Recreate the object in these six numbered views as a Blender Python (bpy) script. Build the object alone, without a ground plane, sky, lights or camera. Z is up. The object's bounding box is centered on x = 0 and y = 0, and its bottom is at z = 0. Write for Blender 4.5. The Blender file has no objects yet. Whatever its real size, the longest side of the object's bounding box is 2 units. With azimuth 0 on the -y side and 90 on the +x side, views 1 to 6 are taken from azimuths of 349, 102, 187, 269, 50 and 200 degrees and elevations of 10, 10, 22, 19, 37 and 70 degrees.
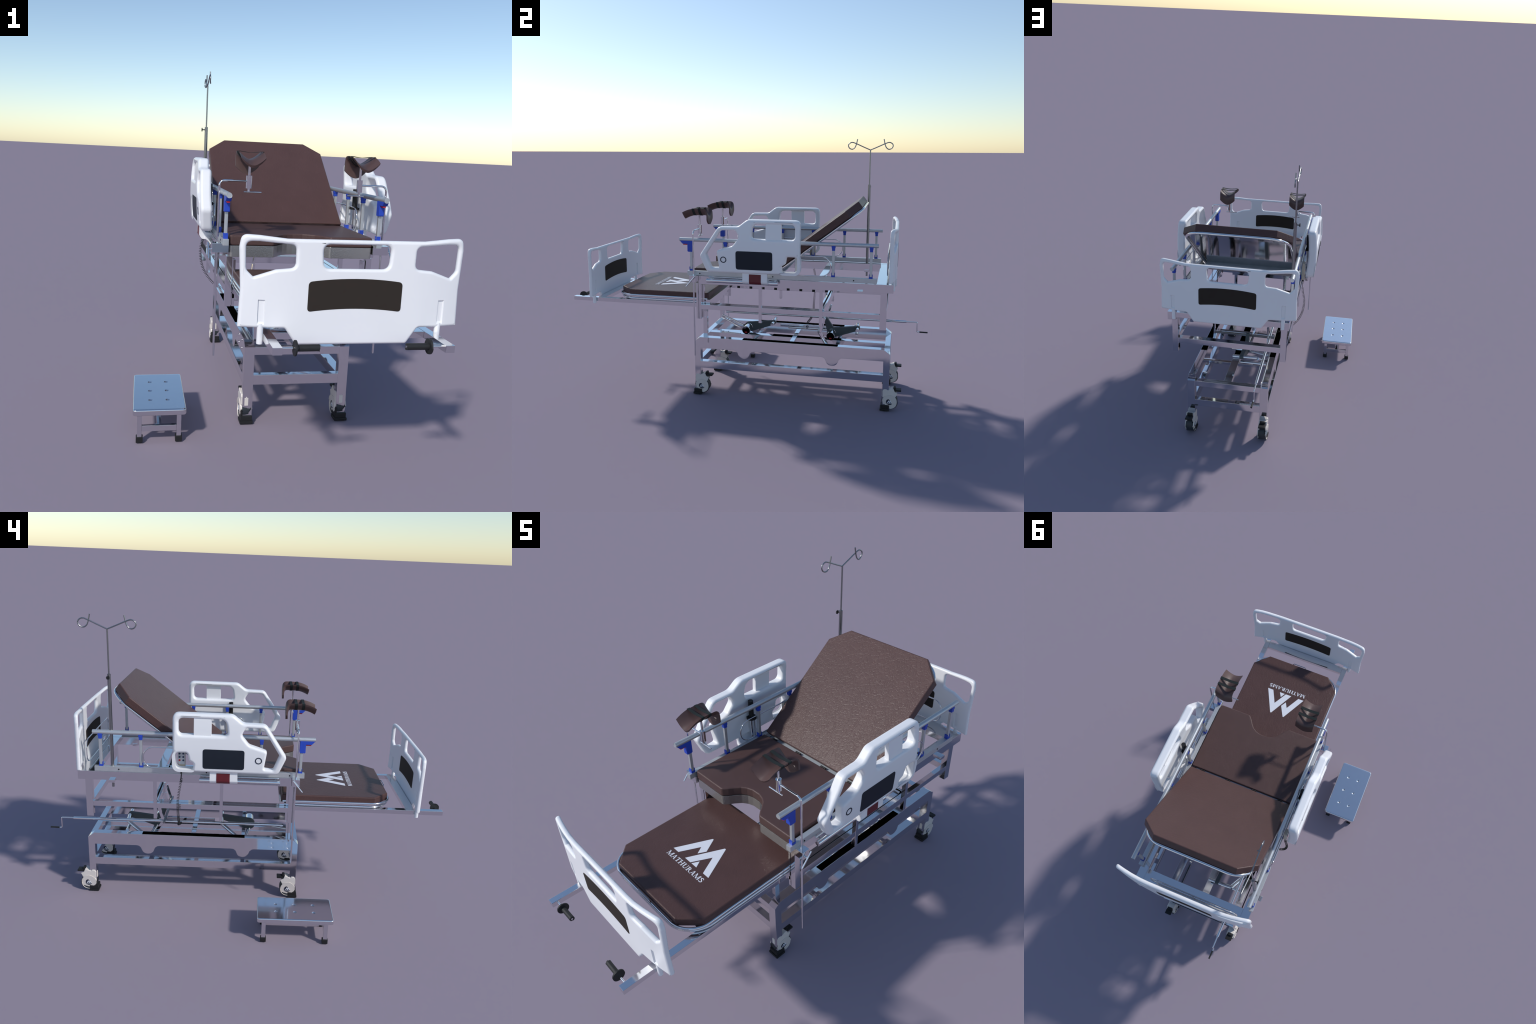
import bpy, bmesh, math, random
from mathutils import Vector, Matrix
random.seed(7)
XC = 0.122            # centre line of the bed in x
S = bpy.context.scene

# ------------------------------------------------------------------ materials
def mat(name, col, rough=0.5, metal=0.0, spec=0.5, coat=0.0, var=0.06, vscale=40.0, bump=None, rvar=0.0):
    m = bpy.data.materials.new(name); m.use_nodes = True
    nt = m.node_tree; N = nt.nodes; L = nt.links
    p = N["Principled BSDF"]
    p.inputs["Roughness"].default_value = rough
    p.inputs["Metallic"].default_value = metal
    p.inputs["Specular IOR Level"].default_value = spec
    p.inputs["Coat Weight"].default_value = coat
    p.inputs["Coat Roughness"].default_value = 0.15
    tc = N.new("ShaderNodeTexCoord")
    no = N.new("ShaderNodeTexNoise"); no.inputs["Scale"].default_value = vscale; no.inputs["Detail"].default_value = 3
    L.new(tc.outputs["Object"], no.inputs["Vector"])
    rp = N.new("ShaderNodeValToRGB")
    rp.color_ramp.elements[0].position = 0.3; rp.color_ramp.elements[1].position = 0.7
    a = [c * (1 - var) for c in col]; b = [min(1, c * (1 + var)) for c in col]
    rp.color_ramp.elements[0].color = (*a, 1); rp.color_ramp.elements[1].color = (*b, 1)
    L.new(no.outputs["Fac"], rp.inputs["Fac"]); L.new(rp.outputs["Color"], p.inputs["Base Color"])
    if rvar:
        mr = N.new("ShaderNodeMapRange"); mr.inputs["To Min"].default_value = max(0, rough - rvar); mr.inputs["To Max"].default_value = rough + rvar
        L.new(no.outputs["Fac"], mr.inputs["Value"]); L.new(mr.outputs["Result"], p.inputs["Roughness"])
    if bump == "grain":
        n2 = N.new("ShaderNodeTexNoise"); n2.inputs["Scale"].default_value = 420; n2.inputs["Detail"].default_value = 2
        L.new(tc.outputs["Object"], n2.inputs["Vector"])
        bp = N.new("ShaderNodeBump"); bp.inputs["Strength"].default_value = 0.5; bp.inputs["Distance"].default_value = 0.0012
        L.new(n2.outputs["Fac"], bp.inputs["Height"]); L.new(bp.outputs["Normal"], p.inputs["Normal"])
    if isinstance(bump, tuple):            # leather: (cell scale, stretch, strength, distance)
        sc, st, strength, dist = bump
        n3 = N.new("ShaderNodeTexNoise"); n3.inputs["Scale"].default_value = sc * 0.55; n3.inputs["Detail"].default_value = 2
        mp = N.new("ShaderNodeMapping"); mp.inputs["Scale"].default_value = st
        L.new(tc.outputs["Object"], mp.inputs["Vector"]); L.new(mp.outputs["Vector"], n3.inputs["Vector"])
        mx = N.new("ShaderNodeMix"); mx.data_type = 'VECTOR'; mx.inputs["Factor"].default_value = 0.045
        L.new(mp.outputs["Vector"], mx.inputs["A"]); L.new(n3.outputs["Color"], mx.inputs["B"])
        vo = N.new("ShaderNodeTexVoronoi"); vo.feature = 'DISTANCE_TO_EDGE'; vo.inputs["Scale"].default_value = sc
        L.new(mx.outputs["Result"], vo.inputs["Vector"])
        r2 = N.new("ShaderNodeMapRange"); r2.inputs["From Max"].default_value = 0.13; r2.interpolation_type = 'SMOOTHSTEP'
        L.new(vo.outputs["Distance"], r2.inputs["Value"])
        n4 = N.new("ShaderNodeTexNoise"); n4.inputs["Scale"].default_value = sc * 4; n4.inputs["Detail"].default_value = 2
        L.new(mp.outputs["Vector"], n4.inputs["Vector"])
        n5 = N.new("ShaderNodeTexNoise"); n5.inputs["Scale"].default_value = sc * 0.8
        L.new(mp.outputs["Vector"], n5.inputs["Vector"])
        mu = N.new("ShaderNodeMath"); mu.operation = 'MULTIPLY'; L.new(r2.outputs["Result"], mu.inputs[0]); L.new(n5.outputs["Fac"], mu.inputs[1])
        ad = N.new("ShaderNodeMath"); ad.operation = 'MULTIPLY_ADD'; ad.inputs[1].default_value = 0.35
        L.new(n4.outputs["Fac"], ad.inputs[0]); L.new(mu.outputs["Value"], ad.inputs[2])
        bp = N.new("ShaderNodeBump"); bp.inputs["Strength"].default_value = strength; bp.inputs["Distance"].default_value = dist
        L.new(ad.outputs["Value"], bp.inputs["Height"]); L.new(bp.outputs["Normal"], p.inputs["Normal"])
    return m

CHROME = mat("polished_steel", (0.79, 0.79, 0.80), 0.085, 1.0, var=0.01)
STEELTOP = mat("stool_steel", (0.79, 0.79, 0.80), 0.10, 1.0, var=0.01)
ALU = mat("satin_aluminium", (0.56, 0.58, 0.60), 0.42, 0.65, var=0.03)
GUN = mat("grey_tube_steel", (0.30, 0.305, 0.31), 0.30, 1.0, var=0.04)
WHITE = mat("white_plastic", (0.825, 0.83, 0.85), 0.33, spec=0.5, var=0.01, vscale=8)
BRDPANEL = mat("dark_brown_insert", (0.031, 0.024, 0.0195), 0.7, spec=0.2, var=0.03)
SCREEN = mat("navy_insert", (0.011, 0.016, 0.026), 0.55, spec=0.3, var=0.03)
LEATHER = mat("brown_leather", (0.086, 0.046, 0.0425), 0.40, spec=0.30, var=0.05, vscale=12, bump=(54.0, (1.3, 0.85, 1.0), 0.42, 0.0011))
LEATHERF = mat("brown_leather_fine", (0.084, 0.047, 0.0435), 0.42, spec=0.34, var=0.05, vscale=12, bump=(150.0, (1, 1.0, 1), 0.35, 0.0007))
CRADLE = mat("brown_moulded_leather", (0.088, 0.050, 0.046), 0.45, spec=0.45, var=0.05)
STRAP = mat("dark_webbing", (0.020, 0.025, 0.025), 0.8, spec=0.2)
BASEBOARD = mat("grained_seat_base", (0.40, 0.39, 0.38), 0.24, 0.8, var=0.22, vscale=420, bump="grain")
BLUE = mat("blue_plastic", (0.022, 0.066, 0.46), 0.42, spec=0.4, var=0.03)
RED = mat("red_plastic", (0.48, 0.012, 0.022), 0.4)
RUBBER = mat("black_rubber", (0.013, 0.013, 0.014), 0.55, spec=0.35)
BLACK = mat("black_finish", (0.0015, 0.0015, 0.0015), 0.9, spec=0.0)
TYRE = mat("grey_tyre", (0.020, 0.026, 0.033), 0.5)
CREAM = mat("cream_plastic", (0.66, 0.61, 0.57), 0.38, spec=0.45, var=0.02)
HINGEPLATE = mat("sky_tinted_hinge_steel", (0.46, 0.51, 0.56), 0.40, 0.2)  # pale blue-grey base colour carries the sky reflection seen on the plate
NAVY = mat("navy_badge", (0.008, 0.014, 0.035), 0.45)
PRINT = mat("white_print", (0.74, 0.76, 0.82), 0.55, spec=0.3, var=0.01)
LABEL = mat("dark_red_label", (0.12, 0.011, 0.016), 0.4)
BEIGE = mat("beige_handset", (0.52, 0.46, 0.37), 0.45, var=0.02)
KEYPAD = mat("grey_keypad", (0.50, 0.52, 0.56), 0.5)
KEY = mat("navy_key", (0.010, 0.030, 0.085), 0.4)
PLATE = mat("dark_grey_casting", (0.075, 0.088, 0.096), 0.55, spec=0.3, var=0.04)
GRIP = mat("charcoal_grip", (0.018, 0.019, 0.020), 0.6, spec=0.35)

# ------------------------------------------------------------------ geometry helpers
def fillet(pts, closed=True, seg=6):
    """pts: (u,v,r) -> polyline with rounded corners."""
    out = []; n = len(pts)
    for i, q in enumerate(pts):
        r = q[2] if len(q) > 2 else 0
        P = Vector(q[:2])
        if r <= 0 or (not closed and i in (0, n - 1)):
            out.append(tuple(P)); continue
        A = Vector(pts[i - 1][:2]); C = Vector(pts[(i + 1) % n][:2])
        a = (A - P); c = (C - P); la, lc = a.length, c.length; a.normalize(); c.normalize()
        ang = max(0.05, math.acos(max(-1, min(1, a.dot(c)))))
        t = min(r / math.tan(ang / 2), la * 0.49, lc * 0.49)
        p0 = P + a * t; p1 = P + c * t
        for k in range(seg + 1):
            s = k / seg
            out.append(tuple(p0 * (1 - s) ** 2 + P * 2 * s * (1 - s) + p1 * s * s))
    return out

def fillet3(pts, r, closed=False, seg=8):
    out = []; n = len(pts)
    for i in range(n):
        P = Vector(pts[i])
        if r <= 0 or (not closed and i in (0, n - 1)):
            out.append(P); continue
        A = Vector(pts[i - 1]); C = Vector(pts[(i + 1) % n])
        a = A - P; c = C - P; la, lc = a.length, c.length; a.normalize(); c.normalize()
        ang = math.acos(max(-1, min(1, a.dot(c))))
        if ang > 3.1: out.append(P); continue
        t = min(r / math.tan(ang / 2), la * 0.49, lc * 0.49); rr = t * math.tan(ang / 2)
        bis = (a + c).normalized(); cen = P + bis * (rr / math.sin(ang / 2))
        p0 = P + a * t - cen; p1 = P + c * t - cen
        th = math.pi - ang; ax = p0.cross(p1).normalized()
        for k in range(seg + 1):
            out.append(cen + Matrix.Rotation(th * k / seg, 3, ax) @ p0)
    return out

def smooth_path(pts, sub=8):
    P = [Vector(p) for p in pts]; P = [P[0] * 2 - P[1]] + P + [P[-1] * 2 - P[-2]]
    out = []
    for i in range(1, len(P) - 2):
        for k in range(sub):
            t = k / sub
            out.append(0.5 * ((2 * P[i]) + (P[i + 1] - P[i - 1]) * t + (2 * P[i - 1] - 5 * P[i] + 4 * P[i + 1] - P[i + 2]) * t * t
                       + (3 * P[i] - P[i - 1] - 3 * P[i + 1] + P[i + 2]) * t ** 3))
    out.append(P[-2]); return out

class B:
    def __init__(s): s.bm = bmesh.new()
    def _bev(s, geom, bev, seg=2):
        if bev > 0:
            bmesh.ops.bevel(s.bm, geom=geom, offset=bev, segments=seg, profile=0.5, affect='EDGES', clamp_overlap=True)
    def box(s, x0, x1, y0, y1, z0, z1, bev=0.0012, M=None):
        x0, x1 = sorted((x0, x1)); y0, y1 = sorted((y0, y1)); z0, z1 = sorted((z0, z1))
        g = bmesh.ops.create_cube(s.bm, size=1)["verts"]
        for v in g: v.co = Vector(((x0 + x1) / 2 + v.co.x * (x1 - x0), (y0 + y1) / 2 + v.co.y * (y1 - y0), (z0 + z1) / 2 + v.co.z * (z1 - z0)))
        if M is not None:
            for v in g: v.co = M @ v.co
        s._bev(list({e for v in g for e in v.link_edges}), bev)
        return s
    def tube(s, pts, r, n=12, closed=False):
        P = [Vector(p) for p in pts]
        Q = [P[0]]
        for p in P[1:]:
            if (p - Q[-1]).length > 1e-6: Q.append(p)
        P = Q; m = len(P); rings = []
        T = []
        for i in range(m):
            a = P[i - 1] if (i or closed) else P[i]; b = P[(i + 1) % m] if (i < m - 1 or closed) else P[i]
            T.append((b - a).normalized())
        u = T[0].orthogonal().normalized()
        for i in range(m):
            u = (u - T[i] * u.dot(T[i])).normalized(); w = T[i].cross(u)
            rings.append([s.bm.verts.new(P[i] + (u * math.cos(2 * math.pi * k / n) + w * math.sin(2 * math.pi * k / n)) * r) for k in range(n)])
        for i in range(m if closed else m - 1):
            A = rings[i]; C = rings[(i + 1) % m]
            for k in range(n): s.bm.faces.new((A[k], A[(k + 1) % n], C[(k + 1) % n], C[k]))
        if not closed:
            s.bm.faces.new(rings[0][::-1]); s.bm.faces.new(rings[-1])
        return s
    def cyl(s, p0, p1, r, n=28, bev=0.0, r2=None):
        p0 = Vector(p0); p1 = Vector(p1); d = p1 - p0
        g = bmesh.ops.create_cone(s.bm, cap_ends=True, segments=n, radius1=r, radius2=r if r2 is None else r2, depth=d.length)["verts"]
        M = Matrix.Translation((p0 + p1) / 2) @ d.to_track_quat('Z', 'Y').to_matrix().to_4x4()
        for v in g: v.co = M @ v.co
        if bev > 0:
            es = {e for v in g for e in v.link_edges if len([f for f in e.link_faces if len(f.verts) > 4]) == 1}
            s._bev(list(es), bev)
        return s
    def prism(s, poly, axis, a0, a1, bev=0.0):
        mk = {'x': lambda u, v, w: (w, u, v), 'y': lambda u, v, w: (u, w, v), 'z': lambda u, v, w: (u, v, w)}[axis]
        A = [s.bm.verts.new(mk(u, v, a0)) for u, v in poly]; C = [s.bm.verts.new(mk(u, v, a1)) for u, v in poly]
        n = len(poly); fs = [s.bm.faces.new(A[::-1]), s.bm.faces.new(C)]
        for k in range(n): fs.append(s.bm.faces.new((A[k], A[(k + 1) % n], C[(k + 1) % n], C[k])))
        bmesh.ops.recalc_face_normals(s.bm, faces=fs)
        if bev > 0: s._bev(list({e for v in A + C for e in v.link_edges}), bev)
        return s
    def mesh(s, me, M=None):
        if M is not None: me.transform(M)
        s.bm.from_mesh(me); bpy.data.meshes.remove(me); return s
    def warp(s, f):
        for v in s.bm.verts: v.co = f(v.co)
        return s
    def slices(s, axis, lo, hi, step):
        n = int((hi - lo) / step); ax = Vector((axis == 'x', axis == 'y', axis == 'z'))
        for i in range(n + 1):
            bmesh.ops.bisect_plane(s.bm, geom=s.bm.verts[:] + s.bm.edges[:] + s.bm.faces[:], dist=1e-6, plane_co=ax * (lo + i * step), plane_no=ax)
        return s
    def data(s, name, mt, angle=38, wn=True):
        bmesh.ops.recalc_face_normals(s.bm, faces=s.bm.faces[:])
        me = bpy.data.meshes.new(name); s.bm.to_mesh(me); s.bm.free()
        for p in me.polygons: p.use_smooth = True
        me.set_sharp_from_angle(angle=math.radians(angle)); me.materials.append(mt)
        return me
    def make(s, name, mt, parent, angle=38, wn=True):
        return place(name, s.data(name, mt, angle), parent, wn=wn)

def place(name, me, parent, loc=(0, 0, 0), rot=(0, 0, 0), wn=True):
    o = bpy.data.objects.new(name, me); S.collection.objects.link(o)
    o.parent = parent; o.location = loc; o.rotation_euler = rot
    if wn:
        w = o.modifiers.new("weighted", 'WEIGHTED_NORMAL'); w.keep_sharp = True; w.weight = 60
    return o

def plate(outline, holes, thick, bevel, res=3):
    """flat sheet with holes and rounded edges, in the u,v plane, centred on w=0."""
    def area(r): return sum(r[i - 1][0] * r[i][1] - r[i][0] * r[i - 1][1] for i in range(len(r)))
    def clean(r):
        q = []
        for p in r:
            if not q or math.hypot(p[0] - q[-1][0], p[1] - q[-1][1]) > 2e-5: q.append(tuple(p))
        while math.hypot(q[0][0] - q[-1][0], q[0][1] - q[-1][1]) < 2e-5: q.pop()
        return q
    rings = []
    for k, r in enumerate([outline] + list(holes)):
        r = clean(r)
        if (area(r) > 0) != (k == 0): r = r[::-1]
        nrm = []
        for i in range(len(r)):
            a = Vector(r[i - 1]); p = Vector(r[i]); c = Vector(r[(i + 1) % len(r)])
            d0 = (p - a).normalized(); d1 = (c - p).normalized()
            n0 = Vector((-d0.y, d0.x)); n1 = Vector((-d1.y, d1.x)); m = n0 + n1
            m = m / max(0.35, m.length_squared) * 2
            nrm.append(m)
        rings.append((r, nrm))
    prof = []
    steps = max(1, res + 1) if bevel > 0 else 0
    h = thick / 2
    if bevel > 0:
        for k in range(steps + 1):
            a = math.pi / 2 * k / steps
            prof.append((bevel * (1 - math.cos(a)), h - bevel + bevel * math.sin(a)))
    else: prof = [(0, h)]
    full = [(o, -w) for o, w in reversed(prof)] + prof
    bm = bmesh.new(); caps = [[], []]
    for r, nrm in rings:
        loops = [[bm.verts.new((p[0] + n.x * o, p[1] + n.y * o, w)) for p, n in zip(r, nrm)] for o, w in full]
        n = len(r)
        for A, C in zip(loops[:-1], loops[1:]):
            for k in range(n): bm.faces.new((A[k], A[(k + 1) % n], C[(k + 1) % n], C[k]))
        caps[0].append(loops[0]); caps[1].append(loops[-1])
    from mathutils.geometry import delaunay_2d_cdt
    for side in caps:
        vs = [v for lp in side for v in lp]; ed = []; k0 = 0
        for lp in side:
            n = len(lp); ed += [(k0 + k, k0 + (k + 1) % n) for k in range(n)]; k0 += n
        co, _, fs, ov, _, _ = delaunay_2d_cdt([v.co.xy for v in vs], ed, [], 0, 1e-7)
        z = vs[0].co.z; mp = [vs[o[0]] if o else bm.verts.new((c.x, c.y, z)) for c, o in zip(co, ov)]
        polys = [[v.co.xy for v in lp] for lp in side]
        def inside(p, poly):
            c = False; n = len(poly)
            for i in range(n):
                a, d = poly[i - 1], poly[i]
                if (a.y > p.y) != (d.y > p.y) and p.x < (d.x - a.x) * (p.y - a.y) / (d.y - a.y) + a.x: c = not c
            return c
        for f in fs:
            cen = sum((co[q] for q in f), Vector((0, 0))) / len(f)
            if sum(inside(cen, q) for q in polys) % 2 == 0: continue
            try: bm.faces.new([mp[q] for q in f])
            except ValueError: pass
    bmesh.ops.recalc_face_normals(bm, faces=bm.faces[:])
    bmesh.ops.delete(bm, geom=[v for v in bm.verts if not v.link_faces], context='VERTS')
    me = bpy.data.meshes.new("tmp"); bm.to_mesh(me); bm.free()
    return me

# frames: (u,v,w) -> world
F_YZ = Matrix(((0, 0, 1, 0), (1, 0, 0, 0), (0, 1, 0, 0), (0, 0, 0, 1)))      # u=y v=z w=x
F_XZ = Matrix(((1, 0, 0, 0), (0, 0, 1, 0), (0, 1, 0, 0), (0, 0, 0, 1)))      # u=x v=z w=y
def at(x=0, y=0, z=0): return Matrix.Translation((x, y, z))
def circ(cx, cy, r, n=32): return [(cx + r * math.cos(2 * math.pi * k / n), cy + r * math.sin(2 * math.pi * k / n)) for k in range(n)]
def empty(name, label, cat, loc):
    e = bpy.data.objects.new(name, None); S.collection.objects.link(e); e["label"] = label; e["category"] = cat
    e.empty_display_size = 0.1
    return e
def both(f):
    for sg in (-1, 1): f(sg)
def X(dx): return XC + dx

bed = empty("hospital_birthing_bed", "chrome birthing bed with brown cushions, white boards and leg supports", "hospital bed", (XC, 0, 0))

# ------------------------------------------------------------------ lower frame with casters
YF, YH = -0.292, 0.795
def ear(yc):
    return [(yc + 0.060, 0.274), (yc + 0.048, 0.272), (yc + 0.036, 0.262), (yc + 0.032, 0.250), (yc + 0.026, 0.238), (yc + 0.015, 0.230), (yc, 0.227),
            (yc - 0.015, 0.230), (yc - 0.026, 0.238), (yc - 0.032, 0.250), (yc - 0.036, 0.262), (yc - 0.048, 0.272), (yc - 0.060, 0.274)]
side_out = [(YF, 0.012), (YF, 0.314), (-0.262, 0.338), (0.763, 0.338), (YH, 0.314), (YH, 0.012), (0.761, 0.012), (0.761, 0.158), (-0.258, 0.158), (-0.258, 0.012)]
side_hole = [(-0.258, 0.197), (0.761, 0.197), (0.761, 0.274)] + ear(0.487) + ear(-0.006) + [(-0.258, 0.274)]
b = B()
for sg in (-1, 1):
    b.mesh(plate(side_out, [side_hole], 0.040, 0.0012, 1), at(X(sg * 0.194)) @ F_YZ)
for y0, y1 in ((YF, -0.260), (0.763, YH)):
    b.box(X(-0.18), X(0.18), y0 + 0.001, y1 - 0.001, 0.283, 0.3145)
    b.box(X(-0.18), X(0.18), y0 + 0.001, y1 - 0.001, 0.160, 0.2)
b.box(0.106, 0.147, -0.262, 0.765, 0.288, 0.314)                 # centre bar
b.box(X(-0.18), X(0.18), 0.243, 0.268, 0.314, 0.3305)             # short cross bar
b.box(X(-0.18), X(0.18), 0.478, 0.500, 0.246, 0.262); b.box(X(-0.18), X(0.18), -0.017, 0.005, 0.246, 0.262)
b.make("lower_frame", CHROME, bed)
b = B()
for x0, x1, ya, zt in ((X(-0.2125), X(-0.1795), -0.014, 0.3392), (X(0.1795), X(0.2125), -0.014, 0.3392), (0.107, 0.146, 0.118, 0.3152)):
    b.box(x0, x1, ya, 0.516, zt - 0.003, zt, 0)
b.make("black_strip", BLACK, bed)  # thin pieces modelling the black shading where coplanar faces overlap
b = B()                                                            # bolts on the side plate
for y in (-0.215, -0.14):
    for z in (0.29, 0.322):
        b.cyl((X(-0.2135), y, z), (X(-0.2165), y, z), 0.004, 12, 0.001)
b.make("bolt", CHROME, bed)["kind"] = "stuff"

def mark(scale):                                                   # the double-chevron mark, centred
    big = [(0.112, -0.071), (0.079, -0.071), (0.040, 0.006), (-0.001, -0.071), (-0.035, -0.071), (0.035, 0.071), (0.041, 0.071)]
    tri = [(0.037, -0.071), (0.006, -0.071), (0.021, -0.043)]
    left = [(-0.003, 0.009), (-0.020, -0.022), (-0.038, 0.010), (-0.080, -0.071), (-0.112, -0.071), (-0.042, 0.071), (-0.037, 0.071)]
    return [[(u * scale, v * scale) for u, v in q] for q in (big, tri, left)]

# caster (local origin on the leg axis at ground level, wheel centre 23 mm towards +y)
WY, WZ = 0.023, 0.052
lug = [(-0.0375, 0.024), (-0.0375, 0.058), (-0.032, 0.068), (-0.018, 0.069), (-0.011, 0.063), (0.018, 0.076), (0.026, 0.056), (0.041, 0.050), (0.031, 0.028), (0.0, 0.012)]
b = B()
for sg in (-1, 1):
    b.cyl((sg * 0.0155, WY, WZ), (sg * 0.0222, WY, WZ), 0.0388, 40, 0.003)
    b.prism([(WY + u, WZ + v) for u, v in lug], 'x', sg * 0.0150, sg * 0.0218, 0.002)
b.prism([(WY - 0.018, WZ + 0.066), (WY - 0.011, WZ + 0.062), (WY + 0.017, WZ + 0.074), (WY + 0.024, WZ + 0.050), (WY - 0.02, WZ + 0.046)], 'x', -0.0160, 0.0160, 0)
b.box(-0.0075, 0.0075, -0.0186, 0.0, 0.074, 0.106, 0.001); b.box(-0.002, 0.002, -0.0186, 0.0, 0.1055, 0.110, 0)
c_body = b.data("caster", CREAM)
c_tyre = B().cyl((-0.0158, WY, WZ), (0.0158, WY, WZ), 0.0425, 40, 0.005).data("tyre", TYRE)
b = B().box(-0.0185, 0.0185, WY + 0.028, WY + 0.060, WZ + 0.058, WZ + 0.068, 0.003).box(-0.014, 0.014, WY + 0.020, WY + 0.032, WZ + 0.056, WZ + 0.080, 0.003)
c_pedal = b.data("brake_pedal", RUBBER)
b = B()
for sg in (-1, 1): b.cyl((sg * 0.0210, WY, WZ), (sg * 0.0230, WY, WZ), 0.0175, 32)
c_badge = b.data("hub_badge", NAVY)
b = B()
for sg in (-1, 1):
    for q in mark(0.108): b.prism([(WY - sg * -1 * u, WZ + v + 0.001) for u, v in q], 'x', sg * 0.0226, sg * 0.0236)
    b.box(sg * 0.0226, sg * 0.0235, WY - 0.0115, WY + 0.0115, WZ - 0.0095, WZ - 0.0083, 0)
c_mark = b.data("hub_mark", PRINT)
b = B().box(-0.0265, 0.0265, -0.0275, 0.022, 0.0, 0.012, 0.002).box(-0.0235, 0.0235, -0.0235, 0.022, 0.010, 0.032, 0.002)
b.box(-0.0235, -0.015, -0.020, 0.012, 0.03, 0.058, 0.003)
c_shoe = b.data("leg_shoe", RUBBER)
for xl in (X(-0.196), X(0.196)):
    for yl in (-0.275, 0.778):
        c = place("caster", c_body, bed, (xl - 0.002, yl, 0))
        for nm, me in (("tyre", c_tyre), ("brake_pedal", c_pedal), ("hub_badge", c_badge), ("hub_mark", c_mark)):
            place(nm, me, c)
        place("leg_shoe", c_shoe, bed, (xl, yl, 0))

# ------------------------------------------------------------------ upper frame
b = B()
for sg in (-1, 1):
    xo, xi = X(sg * 0.296), X(sg * 0.266)
    b.box(X(sg * 0.309), xi, -0.2315, 0.8005, 0.6675, 0.7115)                   # top beam
    b.box(X(sg * 0.2945), X(sg * 0.271), -0.224, 0.738, 0.523, 0.5495)   # mid rail
    b.box(X(sg * 0.296), X(sg * 0.266), 0.737, 0.770, 0.469, 0.671)
    b.box(X(sg * 0.295), X(sg * 0.271), -0.250, -0.2235, 0.469, 0.668)
    b.box(X(sg * 0.268), X(sg * 0.258), -0.2495, -0.212, 0.4695, 0.655, 0.001)
    for y0, y1 in ((0.099, 0.115), (0.424, 0.441)):
        b.box(X(sg * 0.296), X(sg * 0.276), y0, y1, 0.466, 0.667)
    b.box(X(sg * 0.355), X(sg * 0.290), -0.268, -0.232, 0.684, 0.7205)   # stirrup clamp block
    b.box(X(sg * 0.33), X(sg * 0.262), 0.62, 0.648, 0.662, 0.676)
b.box(X(-0.27), X(0.27), 0.7375, 0.7695, 0.5195, 0.5490)
b.box(X(-0.2659), X(0.2659), 0.716, 0.800, 0.6820, 0.7110, 0.001)      # head plate
b.box(X(-0.27), X(0.27), 0.395, 0.437, 0.672, 0.6995)               # cross beam below the back
b.box(X(-0.27), X(0.27), -0.2495, -0.2245, 0.5005, 0.5225)
b.box(X(-0.27), X(0.27), -0.205, -0.180, 0.550, 0.572)
b.make("upper_frame", CHROME, bed)

# ------------------------------------------------------------------ seat with cut-out, base board
half = [(0.289, 0.128, 0.006), (0.289, -0.263, 0.014), (0.115, -0.264, 0.016), (0.097, -0.243, 0.01), (0.085, -0.224, 0.008), (0.066, -0.201, 0.008), (0.044, -0.187, 0.008), (0.020, -0.1795, 0.006)]
seat_pts = half + [(-u, v, r) for u, v, r in reversed(half)]
seat2d = [(X(u), v) for u, v in fillet(seat_pts)]
B().mesh(plate(seat2d, [], 0.040, 0.006), at(z=0.7320)).make("seat_cushion", LEATHERF, bed)
base2d = [(X(u * 0.997), v + 0.001) for u, v in fillet(seat_pts)]
B().mesh(plate(base2d, [], 0.044, 0.001, 1), at(z=0.6895)).make("seat_base", BASEBOARD, bed)

# ------------------------------------------------------------------ reclining back
HY, HZ, SL = 0.137, 0.761, math.atan2(0.361, 0.469)
BK = Matrix.Translation((XC, HY, HZ)) @ Matrix.Rotation(SL, 4, 'X')
bl = [(-0.289, 0, 0.004), (0.289, 0, 0.004), (0.289, 0.516, 0.004), (0.208, 0.592, 0.004), (-0.208, 0.592, 0.004), (-0.289, 0.516, 0.004)]
cush = B().mesh(plate(fillet(bl), [], 0.039, 0.005)).make("back_cushion", LEATHER, bed)
cush.matrix_local = BK @ at(z=-0.0195)
b = B()
rim = [(-0.272, -0.004, 0), (-0.272, 0.590, 0), (0.272, 0.590, 0), (0.272, -0.004, 0)]
b.tube(fillet3(rim, 0.105), 0.0078, 14)
b.tube([(-0.272, 0.012, 0), (0.272, 0.012, 0)], 0.006, 12)
b.box(-0.19, 0.19, 0.546, 0.586, -0.007, 0.004, 0.002)
fr = b.make("back_frame", CHROME, bed); fr.matrix_local = BK @ at(z=-0.0475)
tray = [(-0.266, 0.004, 0), (0.266, 0.004, 0), (0.266, 0.515, 0.01), (0.20, 0.580, 0.01), (-0.20, 0.580, 0.01), (-0.266, 0.515, 0.01)]
tr = B().mesh(plate(fillet(tray), [], 0.003, 0.0005, 1)).make("back_tray", CHROME, bed); tr.matrix_local = BK @ at(z=-0.0415)
b = B()
for k in (-3, -1, 1, 3):
    b.cyl((X(k * 0.075 - 0.014), HY - 0.004, HZ - 0.013), (X(k * 0.075 + 0.014), HY - 0.004, HZ - 0.013), 0.004, 14)
b.make("hinge", RUBBER, bed)
B().box(X(-0.262), X(0.262), 0.1290, 0.225, 0.7345, 0.7405, 0.001).make("hinge_plate", HINGEPLATE, bed)

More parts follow.
